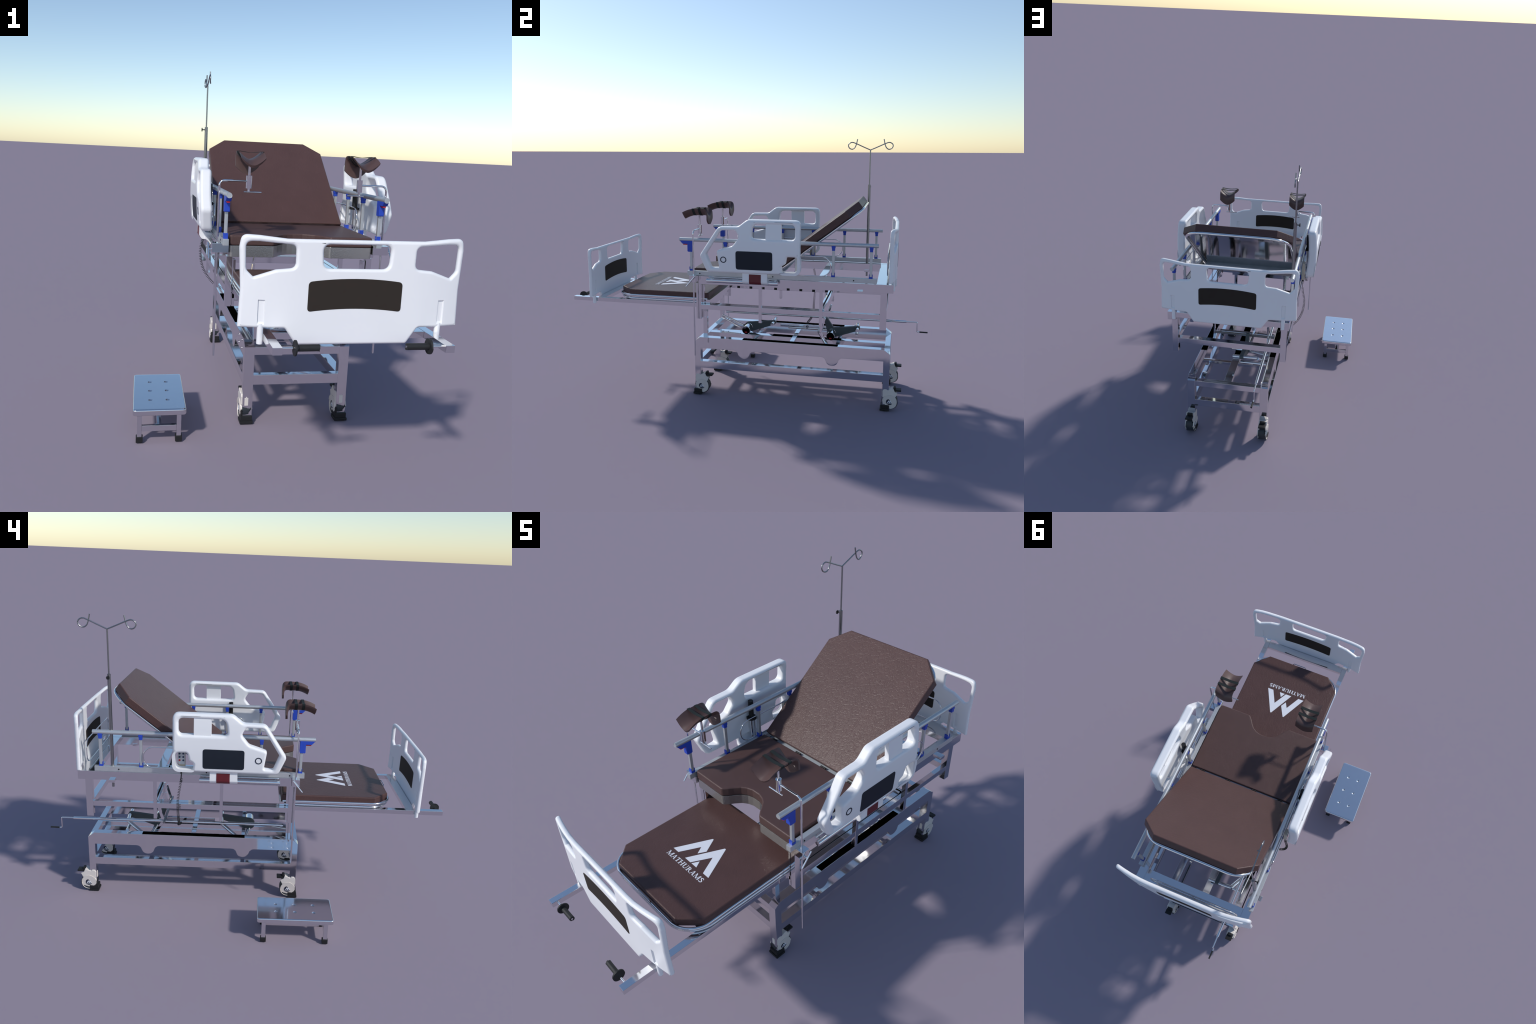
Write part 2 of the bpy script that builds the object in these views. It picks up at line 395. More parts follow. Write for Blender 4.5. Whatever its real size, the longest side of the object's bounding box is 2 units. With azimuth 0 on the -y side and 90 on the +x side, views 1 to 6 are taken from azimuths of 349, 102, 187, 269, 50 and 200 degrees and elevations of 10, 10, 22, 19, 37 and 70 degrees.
# ------------------------------------------------------------------ foot section
b = B()
for sg in (-1, 1):
    b.box(X(sg * 0.2395), X(sg * 0.2675), -1.0, 0.4185, 0.527, 0.549)
b.box(X(-0.2395), X(0.2395), -0.860, -0.817, 0.5275, 0.5485)
for y0, y1 in ((0.4185, 0.4290), (0.4370, 0.4475)): b.box(X(-0.2675), X(0.2675), y0, y1, 0.520, 0.556)
b.box(X(-0.2675), X(0.2675), 0.4290, 0.4370, 0.522, 0.530)
foot = b.make("foot_slide", CHROME, bed)
fo = [(-0.2615, -0.192, 0.006), (-0.2615, -0.655, 0.004), (-0.187, -0.731, 0.004), (0.187, -0.731, 0.004), (0.2615, -0.655, 0.004), (0.2615, -0.192, 0.006)]
B().mesh(plate([(X(u), v) for u, v in fillet(fo)], [], 0.0385, 0.006), at(z=0.5877)).make("foot_cushion", LEATHER, bed)
b = B()
def rimf(z, e, r):
    q = [(X(-0.262 - e), -0.196, z), (X(-0.262 - e), -0.7385 - e, z), (X(0.262 + e), -0.7385 - e, z), (X(0.262 + e), -0.196, z)]
    b.tube(fillet3(q, r, seg=12), 0.0062, 12)
rimf(0.5745, 0.0, 0.10); rimf(0.5560, -0.002, 0.115)
b.tube(fillet3([(0.085, -0.738, 0.575), (0.085, -0.743, 0.594), (0.162, -0.743, 0.594), (0.162, -0.738, 0.575)], 0.006), 0.0022, 8)
b.box(X(-0.25), X(0.25), -0.68, -0.20, 0.5635, 0.5675, 0.001)
b.box(X(-0.245), X(0.245), -0.219, -0.195, 0.5505, 0.5625)
b.make("foot_frame", CHROME, bed)

# handles at the end of the slide
for sg in (-1, 1):
    h = B().cyl((X(sg * 0.240), -0.977, 0.540), (X(sg * 0.128), -0.977, 0.540), 0.0038, 16).make("pull_handle", CHROME, bed)
    b = B().cyl((X(sg * 0.2005), -0.977, 0.540), (X(sg * 0.1965), -0.977, 0.540), 0.0225, 40, 0.0012)
    b.cyl((X(sg * 0.1970), -0.977, 0.540), (X(sg * 0.1295), -0.977, 0.540), 0.0098, 28, 0.002)
    b.make("hand_grip", GRIP, h)

# printed mark and lettering on the foot cushion
def glyphs():
    st, th, sf, se = 0.17, 0.065, 0.055, 0.09
    def rect(x0, y0, x1, y1): return [(x0, y0), (x1, y0), (x1, y1), (x0, y1)]
    def para(xb, xt, w, y0=0, y1=1): return [(xb, y0), (xb + w, y0), (xt + w, y1), (xt, y1)]
    def ribbon(pts, w):
        L_, R_ = [], []
        for i, (x, y) in enumerate(pts):
            a = Vector(pts[max(0, i - 1)]); c = Vector(pts[min(len(pts) - 1, i + 1)]); d = (c - a).normalized()
            ww = w(i / (len(pts) - 1)) / 2
            L_.append((x - d.y * ww, y + d.x * ww)); R_.append((x + d.y * ww, y - d.x * ww))
        return L_ + R_[::-1]
    def quads(poly):
        n = len(poly) // 2; return [[poly[i], poly[i + 1], poly[2 * n - 2 - i], poly[2 * n - 1 - i]] for i in range(n - 1)]
    G = {}
    G['M'] = (1.12, [rect(0.10, 0, 0.10 + th, 1), rect(0.86, 0, 0.86 + st, 1), para(0.49, 0.06, st), para(0.52, 0.86, th),
                     rect(0.02, 0, 0.26, sf), rect(0.78, 0, 1.11, sf), rect(0.0, 1 - sf, 0.2, 1), rect(0.86, 1 - sf, 1.11, 1)])
    G['A'] = (0.88, [para(0.08, 0.40, th), para(0.60, 0.36, st), rect(0.18, 0.3, 0.66, 0.36), rect(0.0, 0, 0.25, sf), rect(0.53, 0, 0.87, sf)])
    G['T'] = (0.78, [rect(0.31, 0, 0.31 + st, 1), rect(0.02, 1 - sf * 1.3, 0.77, 1), rect(0.02, 0.74, 0.07, 1), rect(0.72, 0.74, 0.77, 1), rect(0.22, 0, 0.57, sf)])
    G['H'] = (0.95, [rect(0.10, 0, 0.10 + st, 1), rect(0.67, 0, 0.67 + st, 1), rect(0.2, 0.47, 0.75, 0.47 + th), rect(0.01, 0, 0.36, sf), rect(0.58, 0, 0.93, sf),
                     rect(0.01, 1 - sf, 0.36, 1), rect(0.58, 1 - sf, 0.93, 1)])
    arc = [(0.18 + 0.28 * (1 - math.cos(math.pi * k / 10)) , 0.30 - 0.26 * math.sin(math.pi * k / 10)) for k in range(11)]
    G['U'] = (0.92, [rect(0.10, 0.3, 0.10 + st, 1), rect(0.70, 0.3, 0.70 + th, 1), rect(0.01, 1 - sf, 0.36, 1), rect(0.61, 1 - sf, 0.87, 1)]
              + quads(ribbon(arc, lambda t: st * (1 - t) + th * t)))
    bowl = [(0.25 + 0.28 * math.sin(math.pi * k / 10), 0.73 + 0.235 * math.cos(math.pi * k / 10)) for k in range(11)]
    G['R'] = (0.88, [rect(0.10, 0, 0.10 + st, 1), rect(0.01, 0, 0.36, sf), rect(0.01, 1 - sf, 0.3, 1), para(0.66, 0.36, st, 0, 0.5), rect(0.66, 0, 0.88, sf)]
              + quads(ribbon(bowl, lambda t: th + (st - th) * math.sin(math.pi * t))))
    sp = [(0.56, 0.76), (0.52, 0.89), (0.38, 0.96), (0.22, 0.92), (0.13, 0.78), (0.20, 0.63), (0.38, 0.52), (0.54, 0.40), (0.58, 0.24), (0.48, 0.09), (0.32, 0.035), (0.15, 0.09), (0.08, 0.26)]
    G['S'] = (0.68, quads(ribbon(sp, lambda t: th + (st - th) * math.sin(math.pi * t) ** 0.7)))
    return G
G = glyphs(); word = "MATHURAMS"; gap = 0.03
tot = sum(G[c][0] for c in word) + gap * (len(word) - 1)
Hh = 0.0215; sx = 0.222 / tot
b = B(); cx = 0.016; k = 0; ztop = 0.6072
for ch in word:
    w, polys = G[ch]
    for q in polys:
        k += 1
        b.prism([(cx + u * sx, -0.5640 + v * Hh) for u, v in q], 'z', ztop - 0.001, ztop + 0.00025 + (k % 12) * 2.5e-5)
    cx += (w + gap) * sx
b.make("lettering", PRINT, bed, wn=False)
b = B()
for q in mark(1.0): b.prism([(0.127 + u, -0.4565 + v) for u, v in q], 'z', ztop - 0.001, ztop + 0.0005)
b.make("printed_mark", PRINT, bed, wn=False)

# ------------------------------------------------------------------ head and foot boards
def board(name, yc, sgn, dz):
    # sgn: direction (in y) in which the middle bulges
    ho = [(0.343, 0.566, 0.004), (0.339, 0.68, 0.05), (0.346, 0.80, 0.05), (0.340, 0.838, 0.032), (0.29, 0.8365, 0.02), (0.21, 0.8290, 0.04), (0.0, 0.829, 0)]
    lo = [(0.172, 0.517, 0.012), (0.206, 0.567, 0.014)]
    right = lo + ho
    out = [(u, v, r) for u, v, r in right] + [(-u, v, r) for u, v, r in reversed(right[:-1])]
    hm = [(0.105, 0.8155, 0.022), (0.1, 0.744, 0.022), (-0.1, 0.744, 0.022), (-0.105, 0.8155, 0.022)]
    hs = [(0.184, 0.812, 0.018), (0.183, 0.745, 0.018), (0.24, 0.739, 0.03), (0.304, 0.716, 0.005), (0.325, 0.736, 0.02), (0.328, 0.818, 0.02), (0.29, 0.819, 0.03)]
    bow = lambda c: Vector((XC + c.x, yc - sgn * 0.022 * (max(0.0, abs(c.x) - 0.16) / 0.185) ** 2 + c.y, c.z + dz))
    b = B().mesh(plate(fillet(out), [fillet(hm), fillet(hs), fillet([(-u, v, r) for u, v, r in hs])], 0.020, 0.0088, 4), F_XZ)
    b.slices('x', -0.34, 0.34, 0.0425).warp(bow)
    o = b.make(name, WHITE, bed, 30)
    # socket recesses
    cb = B()
    for s in (-1, 1):
        for f in (-1, 1):
            q0 = [(s * 0.278 + a * 0.0115, f * 0.0125, zz) for a, zz in ((-1, 0.573), (1, 0.573), (1, 0.653), (-1, 0.653))]
            q1 = [(s * 0.278 + a * 0.0085, f * 0.0045, zz) for a, zz in ((-1, 0.584), (1, 0.584), (1, 0.647), (-1, 0.647))]
            V0 = [cb.bm.verts.new(bow(Vector(p))) for p in q0]; V1 = [cb.bm.verts.new(bow(Vector(p))) for p in q1]
            cb.bm.faces.new(V0); cb.bm.faces.new(V1)
            for i in range(4): cb.bm.faces.new((V0[i], V0[(i + 1) % 4], V1[(i + 1) % 4], V1[i]))
    bmesh.ops.recalc_face_normals(cb.bm, faces=cb.bm.faces[:])
    cut = cb.make("recess_cutter", WHITE, None, wn=False)
    md = o.modifiers.new("recess", 'BOOLEAN'); md.operation = 'DIFFERENCE'; md.object = cut; md.solver = 'EXACT'
    while o.modifiers[0].name != "recess": o.modifiers.move(1, 0)
    dg = bpy.context.evaluated_depsgraph_get(); dg.update()
    o.modifiers["weighted"].show_viewport = False; dg.update()
    me = bpy.data.meshes.new_from_object(o.evaluated_get(dg)); o.modifiers.remove(md); o.data = me
    o.modifiers["weighted"].show_viewport = True
    me.set_sharp_from_angle(angle=math.radians(30))
    bpy.data.objects.remove(cut)
    # insert panel, both faces
    a = []
    for kk in range(13): u = -0.144 + 0.288 * kk / 12; a.append((u, 0.7165 - 0.010 * (u / 0.144) ** 2))
    lowr = [(u, v - 0.0895) for u, v in reversed(a)]
    ring = fillet([(u, v, 0.024 if i in (0, 12) else 0) for i, (u, v) in enumerate(a)] + [(u, v, 0.024 if i in (0, 12) else 0) for i, (u, v) in enumerate(lowr)])
    B().mesh(plate(ring, [], 0.0220, 0.0004, 0), F_XZ).slices('x', -0.13, 0.13, 0.02).warp(bow).make("board_insert", BRDPANEL, o, 30)
    b = B()
    for s in (-1, 1):
        x = XC + s * 0.277; yy = yc - sgn * 0.0075
        b.cyl((x, yy, 0.519 + dz), (x, yy, 0.578 + dz), 0.0093, 28, 0.001)
    b.make("board_pin", WHITE, o)
board("foot_board", -0.873, -1, 0.0)
board("head_board", 0.806, 1, 0.157)

# ------------------------------------------------------------------ moulded side panels
po = [(0.333, 1.0315, 0.030), (0.058, 1.0315, 0.045), (0.010, 0.9935, 0.045), (-0.095, 0.9915, 0.035), (-0.197, 0.838, 0.026), (-0.160, 0.750, 0.030), (0.333, 0.752, 0.040)]
h1 = [(0.307, 1.0105, 0.026), (0.088, 1.0095, 0.034), (0.077, 0.932, 0.020), (0.307, 0.932, 0.022)]
h2 = [(-0.004, 0.975, 0.022), (-0.084, 0.972, 0.024), (-0.163, 0.846, 0.016), (-0.136, 0.774, 0.010), (-0.092, 0.777, 0.008), (-0.105, 0.866, 0.015), (-0.020, 0.893, 0.030), (0.017, 0.938, 0.024)]
h3 = [(0.323, 0.846, 0.022), (0.265, 0.846, 0.012), (0.258, 0.808, 0.010), (0.236, 0.795, 0.012), (0.240, 0.762, 0.010), (0.323, 0.762, 0.022)]
def barrel(sg):
    return lambda c: Vector((X(sg * (0.3725 + c.x - 0.011 * ((c.z - 0.89) / 0.15) ** 2)), c.y, c.z))
for sg in (-1, 1):
    b = B().mesh(plate(fillet(po), [fillet(h1), fillet(h2), fillet(h3)], 0.045, 0.0120, 4), F_YZ)
    b.slices('z', 0.75, 1.05, 0.024).warp(barrel(sg))
    p = b.make("side_panel", WHITE, bed, 30)
    B().box(-0.006, 0.0150, 0.155, 0.236, 0.925, 1.020, 0.002).slices('z', 0.93, 1.02, 0.03).warp(barrel(sg)).make("grip_divider", WHITE, p)
    sc = fillet([(0.0, 0.772, 0.013), (0.193, 0.772, 0.013), (0.193, 0.869, 0.013), (0.0, 0.869, 0.013)])
    B().mesh(plate(sc, [], 0.002, 0.0004, 0), at(x=0.0227) @ F_YZ).slices('z', 0.75, 0.9, 0.02).warp(barrel(sg)).make("panel_insert", SCREEN, p)
    B().mesh(plate(circ(-0.066, 0.821, 0.0165, 40), [circ(-0.066, 0.821, 0.0118, 40)], 0.002, 0.0004, 0), at(x=0.0227) @ F_YZ).warp(barrel(sg)).make("ring_mark", NAVY, p)
    prof = fillet([(0.3735, 0.765, 0), (0.3735, 0.705, 0.012), (0.364, 0.693, 0.010), (0.325, 0.690, 0.01), (0.314, 0.700, 0.008), (0.318, 0.716, 0.006), (0.352, 0.722, 0.01), (0.362, 0.765, 0)])
    B().prism([(X(sg * u), v) for u, v in prof], 'y', 0.030, 0.161, 0.002).make("panel_bracket", WHITE, p)
    B().prism([(X(sg * u), v) for u, v in fillet([(0.3748, 0.746, 0), (0.3748, 0.7045, 0.012), (0.3655, 0.6918, 0.01), (0.345, 0.6905, 0), (0.355, 0.72, 0), (0.365, 0.746, 0)])], 'y', 0.066, 0.129).make("bracket_label", LABEL, p)
    # lowering gear behind the panel
    b = B().cyl((X(sg * 0.330), 0.092, 0.840), (X(sg * 0.330), 0.092, 0.922), 0.0115, 24, 0.002)
    b.cyl((X(sg * 0.330), 0.092, 0.834), (X(sg * 0.330), 0.092, 0.841), 0.0225, 28, 0.001)
    b.make("damper", RUBBER, p)
    b = B().cyl((X(sg * 0.330), 0.089, 0.715), (X(sg * 0.330), 0.089, 0.836), 0.0055, 16).cyl((X(sg * 0.333), 0.110, 0.715), (X(sg * 0.333), 0.110, 0.836), 0.003, 12)
    b.tube([(X(sg * 0.339), -0.174, 0.6965), (X(sg * 0.339), 0.212, 0.6965)], 0.0115, 24)
    b.tube([(X(sg * 0.322), -0.168, 0.7115), (X(sg * 0.322), 0.205, 0.7115)], 0.004, 12)
    for y in (-0.150, 0.19):
        b.tube([(X(sg * 0.290), y, 0.698), (X(sg * 0.336), y, 0.700)], 0.005, 12)
    b.make("pivot_tube", CHROME, p)

# ------------------------------------------------------------------ folding side rails
post_me = B().box(-0.0062, 0.0062, -0.0068, 0.0068, 0.7400, 0.900, 0.0018).data("rail_post", ALU)
cb = B().box(-0.0085, 0.0085, -0.0095, 0.0095, 0.7395, 0.7485, 0.001)
for sy in (-1, 1): cb.box(-0.0085, 0.0085, sy * 0.0072, sy * 0.0092, 0.7445, 0.761, 0.0006)
cb.box(-0.0085, 0.0085, -0.0078, 0.0078, 0.876, 0.892, 0.001).box(-0.0095, 0.0095, -0.0095, 0.0095, 0.889, 0.901, 0.001)
cap_me = cb.data("post_cap", BLUE)
for sg in (-1, 1):
    x = X(sg * 0.305)
    rail = B().cyl((x, -0.333, 0.9075), (x, 0.7195, 0.9075), 0.0105, 28, 0.001).make("side_rail", ALU, bed)
    B().box(X(sg * 0.294), X(sg * 0.3165), -0.291, 0.7165, 0.7145, 0.7398, 0.0015).make("rail_base", ALU, rail)
    b = B()
    for y in (-0.22, 0.60, 0.18): b.cyl((X(sg * 0.3163), y, 0.727), (X(sg * 0.3178), y, 0.727), 0.0035, 14)
    b.make("rail_screw", RUBBER, rail)
    for i in range(6):
        y = -0.270 + 0.191 * i
        q = place("rail_post", post_me, rail, (x, y, 0)); place("post_cap", cap_me, q)
    lat = [(-0.2605, 0.901), (-0.2605, 0.846), (-0.264, 0.842), (-0.2865, 0.842), (-0.2885, 0.846), (-0.2885, 0.8845), (-0.316, 0.8845), (-0.331, 0.901)]
    B().prism(lat, 'x', X(sg * 0.3155), X(sg * 0.2945), 0.0012).make("rail_latch", BLUE, rail)
    B().box(X(sg * 0.311), X(sg * 0.299), -0.314, -0.2865, 0.8785, 0.888, 0.001).make("latch_button", RED, rail)

# mattress retainers
def loop(pts, r, rad): return B().tube(fillet3(pts, rad, closed=True, seg=10), r, 10, closed=True)
for sg in (-1, 1):
    x = X(sg * 0.316)
    b = loop([(x, 0.012, 0.7415), (x, 0.482, 0.7415), (x, 0.482, 0.8445), (x, 0.012, 0.8445)], 0.0030, 0.05)
    b.make("side_retainer", CHROME, bed)
b = loop([(-0.135, 0.766, 0.732), (0.330, 0.766, 0.732), (0.330, 0.766, 0.847), (-0.135, 0.766, 0.847)], 0.0030, 0.045)
b.tube([(0.10, 0.766, 0.733), (0.10, 0.766, 0.846)], 0.0028, 10)
b.make("head_retainer", CHROME, bed)

# ------------------------------------------------------------------ drip stand
PX, PY = -0.1765, 0.6335
b = B().cyl((PX, PY, 0.712), (PX, PY, 1.181), 0.0081, 24, 0.001).cyl((PX, PY, 0.631), (PX, PY, 0.715), 0.0058, 20)
b.cyl((PX, PY, 1.178), (PX, PY, 1.386), 0.0037, 16)
stand = b.make("drip_stand", GUN, bed)
b = B()
for s in (-1, 1):
    q = [(0, 1.384), (0.045, 1.4035), (0.083, 1.4205), (0.107, 1.428), (0.124, 1.421), (0.1295, 1.408), (0.121, 1.393), (0.105, 1.3885), (0.091, 1.3985), (0.083, 1.418), (0.0765, 1.447)]
    pts = smooth_path([(PX + 0.0000 + (0.003 if i > 6 else -0.001), PY + s * u, v) for i, (u, v) in enumerate(q)])
    b.tube(pts, 0.0030, 10)
b.make("bag_hook", GUN, stand)
b = B().cyl((PX - 0.006, PY, 1.168), (PX - 0.0195, PY, 1.168), 0.0026, 12)
star = [((0.0098 if i % 2 == 0 else 0.0074) * math.cos(math.pi * i / 8), (0.0098 if i % 2 == 0 else 0.0074) * math.sin(math.pi * i / 8)) for i in range(16)]
b.prism([(PY + u, 1.168 + v) for u, v in star], 'x', PX - 0.0195, PX - 0.0240, 0.0008)
b.make("clamp_knob", RUBBER, stand)

# ------------------------------------------------------------------ leg supports (stirrups)
def cradle_mesh():
    prof = [(-0.3325, 0.0), (-0.318, 0.0075), (-0.300, 0.0145), (-0.280, 0.0195), (-0.255, 0.0215), (-0.225, 0.0220), (-0.206, 0.0205), (-0.195, 0.0120), (-0.1905, -0.001), (-0.189, -0.018), (-0.189, -0.036)]
    P = smooth_path([(0, y, 1.0185 + z) for y, z in prof], 4)
    th = 0.010; nx = 24
    bm = bmesh.new(); grid = []
    for layer in (0, 1):
        rows = []
        for i, c in enumerate(P):
            t = (P[min(i + 1, len(P) - 1)] - P[max(i - 1, 0)]).normalized(); nrm = Vector((0, -t.z, t.y))
            row = []
            hw = 0.0465 if c.z > 1.0 else 0.0465
            for k in range(nx + 1):
                u = -1 + 2 * k / nx
                v = 0.029 * abs(u) ** 1.7
                dn = nrm * (-th * layer * (1 - 0.35 * abs(u) ** 3))
                row.append(bm.verts.new((u * hw * (1 - 0.02 * layer), c.y + dn.y, c.z + v + dn.z)))
            rows.append(row)
        grid.append(rows)
    for layer in (0, 1):
        R = grid[layer]
        for i in range(len(R) - 1):
            for k in range(nx): bm.faces.new((R[i][k], R[i][k + 1], R[i + 1][k + 1], R[i + 1][k]))
    A, C = grid; n = len(A)
    for i in range(n - 1):
        for k in (0, nx): bm.faces.new((A[i][k], A[i + 1][k], C[i + 1][k], C[i][k]))
    for k in range(nx):
        for i in (0, n - 1): bm.faces.new((A[i][k], A[i][k + 1], C[i][k + 1], C[i][k]))
    q = B(); q.bm.free(); q.bm = bm
    return q.data("leg_cradle", CRADLE, 50)
def strap_mesh():
    b = B(); w = 0.0068
    for yc in (-0.270, -0.236):
        z0 = 1.040
        outer = [];
        for k in range(25):
            u = -1 + 2 * k / 24
            outer.append((u * 0.0472, z0 + 0.029 * abs(u) ** 1.7 - 0.0104 * (1 - 0.42 * abs(u) ** 3)))
        top = [(0.0475, z0 + 0.0292), (0.0, z0 + 0.0245), (-0.0475, z0 + 0.0292)]
        tp = smooth_path([(u, 0, v) for u, v in top], 8)
        ring = outer + [(p.x, p.z) for p in tp]
        n = len(ring); rows = []
        for off in (0, 0.0011):
            for yy in (yc - w, yc + w):
                row = []
                for i, (u, v) in enumerate(ring):
                    a = Vector(ring[i - 1]); c = Vector(ring[(i + 1) % n]); d = (c - a).normalized()
                    row.append(b.bm.verts.new((u + d.y * off, yy, v - d.x * off)))
                rows.append(row)
        for i in range(n):
            j = (i + 1) % n
            for (p, q) in ((0, 1), (2, 3), (0, 2), (1, 3)):
                b.bm.faces.new((rows[p][i], rows[p][j], rows[q][j], rows[q][i]))
    return b.data("strap", STRAP, 50)
cr_me, st_me = cradle_mesh(), strap_mesh()
for sg in (-1, 1):
    cxs = X(sg * 0.2205); px = X(sg * 0.3325); yy = -0.250
    b = B()
    b.tube(fillet3([(cxs + sg * 0.011, yy, 0.9575), (px, yy, 0.9575), (px, yy, 0.270)], 0.020), 0.0040, 14)
    b.cyl((cxs, yy, 0.931), (cxs, yy, 0.9775), 0.0113, 28, 0.0006)
    b.cyl((cxs, yy, 0.9165), (cxs, yy, 1.034), 0.0046, 16)
    b.tube([(cxs + sg * 0.0185, yy - 0.002, 0.9165), (cxs - sg * 0.049, yy - 0.002, 0.9165)], 0.0028, 12)
    lx = X(sg * 0.366)
    b.tube([(lx, -0.234, 0.7175), (lx, -0.281, 0.6625)], 0.0032, 12)
    b.tube([(X(sg * 0.35), -0.253, 0.695), (lx, -0.253, 0.695)], 0.0040, 12)
    st = b.make("leg_support", CHROME, bed)
    place("leg_cradle", cr_me, st, (cxs, 0, 0)); place("strap", st_me, st, (cxs, 0, 0))

# ------------------------------------------------------------------ handset and coiled cable
hx = -0.2045
b = B().mesh(plate(fillet([(0.280, 0.742, 0.006), (0.283, 0.733, 0.006), (0.312, 0.733, 0.006), (0.3155, 0.742, 0.006), (0.3155, 0.838, 0.01), (0.280, 0.838, 0.01)]), [], 0.017, 0.003), at(x=hx) @ F_YZ)
hs = b.make("hand_control", BEIGE, bed)
B().mesh(plate(fillet([(0.2825, 0.772, 0.004), (0.3130, 0.772, 0.004), (0.3130, 0.834, 0.006), (0.2825, 0.834, 0.006)]), [], 0.002, 0.0004, 0), at(x=hx - 0.0084) @ F_YZ).make("keypad", KEYPAD, hs)
for i in range(3):
    for j in range(2):
        y, z = 0.3063 - 0.0172 * j, 0.8245 - 0.0165 * i
        B().cyl((hx - 0.0085, y, z), (hx - 0.0106, y, z), 0.0046, 20, 0.0006).make("key", RED if (i == 2 and j == 0) else KEY, hs)
b = B().cyl((hx, 0.300, 0.722), (hx, 0.300, 0.736), 0.004, 14, 0.001)
lead = [(-0.2045, 0.300, 0.724), (-0.203, 0.302, 0.70), (-0.203, 0.303, 0.684)]
b.tube(lead, 0.0014, 8)
path = smooth_path([(-0.203, 0.303, 0.684), (-0.208, 0.306, 0.655), (-0.2185, 0.313, 0.61), (-0.216, 0.316, 0.56), (-0.203, 0.316, 0.51), (-0.180, 0.316, 0.47), (-0.145, 0.318, 0.432), (-0.095, 0.326, 0.405), (-0.03, 0.318, 0.385), (0.03, 0.308, 0.374), (0.085, 0.312, 0.357)], 60)
dist = [0]
for i in range(1, len(path)): dist.append(dist[-1] + (path[i] - path[i - 1]).length)
turns = dist[-1] / 0.0078; hel = []
u = Vector((1, 0, 0)); idx = 0; NS = int(turns * 14)
for k in range(NS + 1):
    d = dist[-1] * k / NS
    while idx < len(dist) - 2 and dist[idx + 1] < d: idx += 1
    f = (d - dist[idx]) / max(1e-9, dist[idx + 1] - dist[idx])
    c = path[idx].lerp(path[idx + 1], f); t = (path[idx + 1] - path[idx]).normalized()
    u = (u - t * u.dot(t)).normalized(); w = t.cross(u); a = 2 * math.pi * turns * k / NS
    hel.append(c + (u * math.cos(a) + w * math.sin(a)) * 0.0056)
b.tube(hel, 0.0010, 6)
b.make("coiled_cable", RUBBER, bed, wn=False)

# ------------------------------------------------------------------ crank and lifting gear
b = B().tube([(-0.037, -0.212, 0.3935), (-0.0435, 0.878, 0.3955)], 0.0078, 16)
b.tube(fillet3([(-0.0435, 0.87, 0.3955), (-0.0440, 0.9405, 0.3955), (-0.0435, 0.9405, 0.3380), (-0.043, 0.960, 0.3380)], 0.006), 0.0036, 12)
ck = b.make("crank", CHROME, bed)
B().cyl((-0.043, 0.955, 0.338), (-0.042, 1.0, 0.338), 0.0043, 18, 0.001).make("crank_grip", GRIP, ck)

def teardrop(y0, z0, r0, y1, z1, r1, n=14):
    d = math.atan2(z1 - z0, y1 - y0); L = math.hypot(y1 - y0, z1 - z0); al = math.acos((r0 - r1) / L)
    q = []
    for k in range(n + 1):
        a = d + al + (2 * math.pi - 2 * al) * k / n; q.append((y0 + r0 * math.cos(a), z0 + r0 * math.sin(a)))
    for k in range(n + 1):
        a = d - al + 2 * al * k / n; q.append((y1 + r1 * math.cos(a), z1 + r1 * math.sin(a)))
    return q
for (y0, z0, ty, tz) in ((-0.036, 0.343, 0.113, 0.378), (0.458, 0.340, 0.606, 0.374)):
    arm = B().prism(teardrop(y0, z0, 0.029, ty, tz, 0.0125), 'x', 0.072, 0.094, 0.002)
    if y0 > 0: arm.prism(teardrop(y0, z0 + 0.002, 0.024, 0.425, 0.412, 0.012), 'x', 0.0735, 0.0925, 0.002)
    lm = arm.make("lift_lever", PLATE, bed)
    b = B().cyl((0.093, y0, z0), (0.164, y0, z0), 0.0235, 36, 0.002)
    b.cyl((0.050, ty, tz), (0.132, ty, tz), 0.0095, 20)
    b.tube([(0.075, y0, z0 - 0.012), (X(-0.18), y0 + 0.02, 0.318)], 0.0095, 16)
    if y0 > 0: b.tube([(0.09, ty - 0.006, tz - 0.036), (-0.052, ty - 0.006, tz - 0.036)], 0.0085, 16)
    b.tube([(0.055, ty, tz), (0.0, ty - 0.004, tz)], 0.011, 16)
    b.tube([(-0.004, ty, tz - 0.002), (-0.052, y0 + 0.028, 0.290)], 0.0085, 16); b.tube([(0.012, ty, tz), (-0.040, y0 + 0.024, 0.290)], 0.004, 10)
    b.cyl((-0.058, y0 + 0.029, 0.286), (-0.046, y0 + 0.029, 0.286), 0.020, 24)
    b.make("lift_motor", CHROME, lm)
    B().cyl((0.1635, y0, z0), (0.1652, y0, z0), 0.0222, 32).make("motor_cover", BLACK, lm)
    B().box(0.1648, 0.1658, y0 - 0.007, y0 + 0.007, z0 - 0.0145, z0 - 0.008, 0).make("motor_lamp", RED, lm)
b = B()
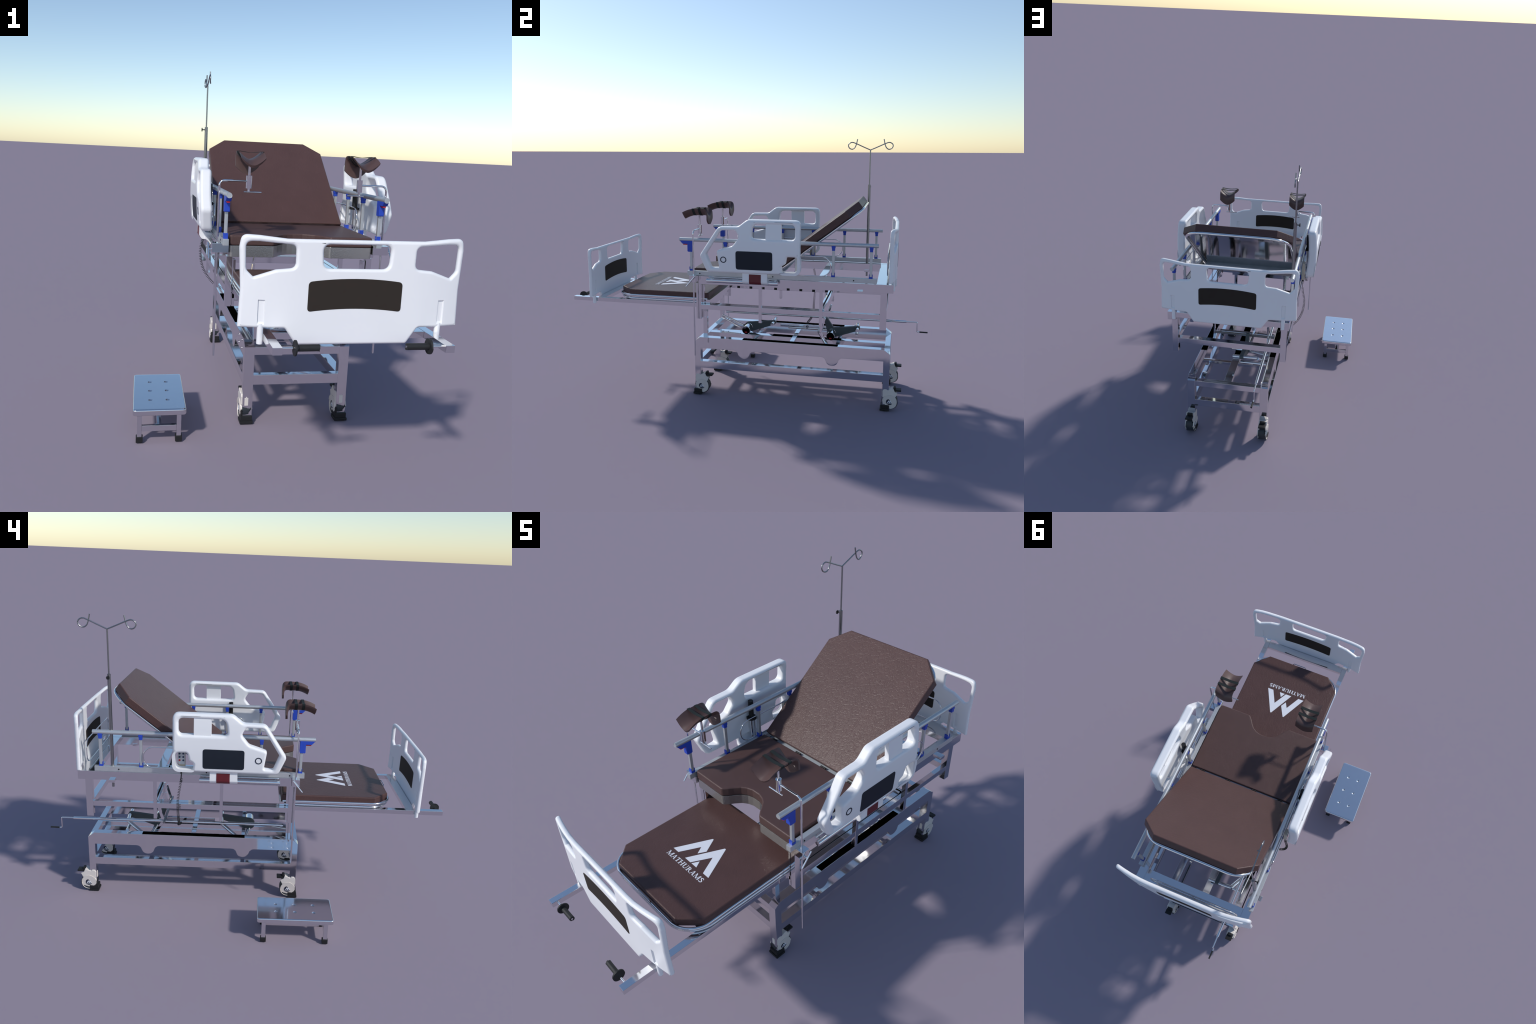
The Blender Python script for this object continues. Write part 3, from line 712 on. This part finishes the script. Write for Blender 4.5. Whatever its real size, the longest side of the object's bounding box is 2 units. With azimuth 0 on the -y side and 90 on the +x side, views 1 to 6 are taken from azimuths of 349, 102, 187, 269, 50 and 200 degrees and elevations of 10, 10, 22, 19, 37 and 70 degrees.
# links between base and upper frame
def strap_bar(pts, x0, x1, w):
    for (y0, z0), (y1, z1) in zip(pts[:-1], pts[1:]):
        d = Vector((y1 - y0, z1 - z0)).normalized(); nx_, nz_ = -d.y * w / 2, d.x * w / 2
        b.prism([(y0 - nx_, z0 - nz_), (y1 - nx_, z1 - nz_), (y1 + nx_, z1 + nz_), (y0 + nx_, z0 + nz_)], 'x', x0, x1, 0.0008)
strap_bar([(0.437, 0.475), (0.413, 0.395), (0.452, 0.330)], X(0.150), X(0.162), 0.014)
strap_bar([(0.437, 0.475), (0.413, 0.395), (0.452, 0.330)], X(-0.162), X(-0.150), 0.014)
b.cyl((0.052, 0.412, 0.44), (0.060, 0.416, 0.515), 0.010, 20); b.cyl((0.060, 0.416, 0.505), (0.066, 0.419, 0.57), 0.007, 16); b.cyl((0.050, 0.411, 0.452), (0.053, 0.412, 0.470), 0.014, 20)
b.tube([(X(0.15), 0.408, 0.393), (X(0.16), 0.452, 0.322)], 0.0085, 14)
b.tube([(-0.035, -0.235, 0.372), (0.075, -0.07, 0.348)], 0.006, 12); b.tube([(-0.020, -0.235, 0.362), (0.085, -0.09, 0.336)], 0.006, 12)
b.prism([(-0.252, 0.338), (-0.232, 0.338), (-0.2235, 0.420), (-0.250, 0.405)], 'x', X(-0.166), X(-0.158), 0.0006)
for sg in (-1, 1): b.box(X(sg * 0.175), X(sg * 0.155), -0.252, -0.228, 0.337, 0.505)
b.box(X(-0.19), X(0.19), -0.246, -0.230, 0.484, 0.5015)
b.box(0.06, 0.07, 0.15, 0.43, 0.352, 0.372); pass
b.tube([(0.07, 0.20, 0.352), (0.07, 0.45, 0.352)], 0.009, 14)
b.make("lift_linkage", CHROME, bed)
B().box(X(-0.19), X(0.165), 0.400, 0.411, 0.393, 0.403).make("cross_rod", GUN, bed)
b = B().box(X(-0.266), X(0.266), 0.4300, 0.4360, 0.529, 0.5315, 0)
for k in range(8):
    y = -0.155 + 0.079 * k
    for sg in (-1, 1): b.box(X(sg * 0.2405), X(sg * 0.2385), y - 0.009, y + 0.009, 0.5275, 0.5465, 0)
b.make("black_square", RUBBER, bed)

# ------------------------------------------------------------------ step stool
stool = empty("step_stool", "low polished steel step stool with black feet", "step stool", (-0.42, -0.265, 0))
x0, x1, y0, y1 = -0.517, -0.324, -0.4445, -0.0865
xm, ym = (x0 + x1) / 2, (y0 + y1) / 2
cen = [(xm + u, ym + v) for u in (-0.032, 0.032) for v in (-0.0895, 0.0, 0.0895)]
top = fillet([(x0, y0, 0.014), (x1, y0, 0.014), (x1, y1, 0.014), (x0, y1, 0.014)])
b = B().mesh(plate(top, [], 0.024, 0.0055), at(z=0.1235))
T = b.make("stool_top", STEELTOP, stool)
cb = B()
for cx_, cy_ in cen:
    g = bmesh.ops.create_uvsphere(cb.bm, u_segments=24, v_segments=16, radius=0.0125)["verts"]
    for v in g: v.co += Vector((cx_, cy_, 0.1355 + 0.0085))
cut = cb.make("dimple_cutter", STEELTOP, None, wn=False)
md = T.modifiers.new("dimple", 'BOOLEAN'); md.operation = 'DIFFERENCE'; md.object = cut; md.solver = 'EXACT'
T.modifiers["weighted"].show_viewport = False
while T.modifiers[0].name != "dimple": T.modifiers.move(1, 0)
dg = bpy.context.evaluated_depsgraph_get(); dg.update()
me = bpy.data.meshes.new_from_object(T.evaluated_get(dg)); T.modifiers.remove(md); T.data = me
T.modifiers["weighted"].show_viewport = True; me.set_sharp_from_angle(angle=math.radians(25)); bpy.data.objects.remove(cut)
b = B()
for sx_ in (-1, 1):
    for sy in (-1, 1):
        b.box(xm + sx_ * 0.063, xm + sx_ * 0.080, ym + sy * 0.136, ym + sy * 0.156, 0.012, 0.1125)
for sy in (-1, 1): b.box(xm - 0.063, xm + 0.063, ym + sy * 0.138, ym + sy * 0.154, 0.042, 0.064)
for sx_ in (-1, 1): b.box(xm + sx_ * 0.066, xm + sx_ * 0.078, ym - 0.136, ym + 0.136, 0.098, 0.1125)
b.box(xm - 0.009, xm + 0.009, ym - 0.1375, ym + 0.1375, 0.0435, 0.0625)
b.make("stool_frame", CHROME, stool)
foot_me = B().box(-0.0125, 0.0125, -0.0135, 0.0135, 0.0, 0.022, 0.002).data("stool_foot", RUBBER)
for sx_ in (-1, 1):
    for sy in (-1, 1): place("stool_foot", foot_me, stool, (xm + sx_ * 0.0715, ym + sy * 0.146, 0))
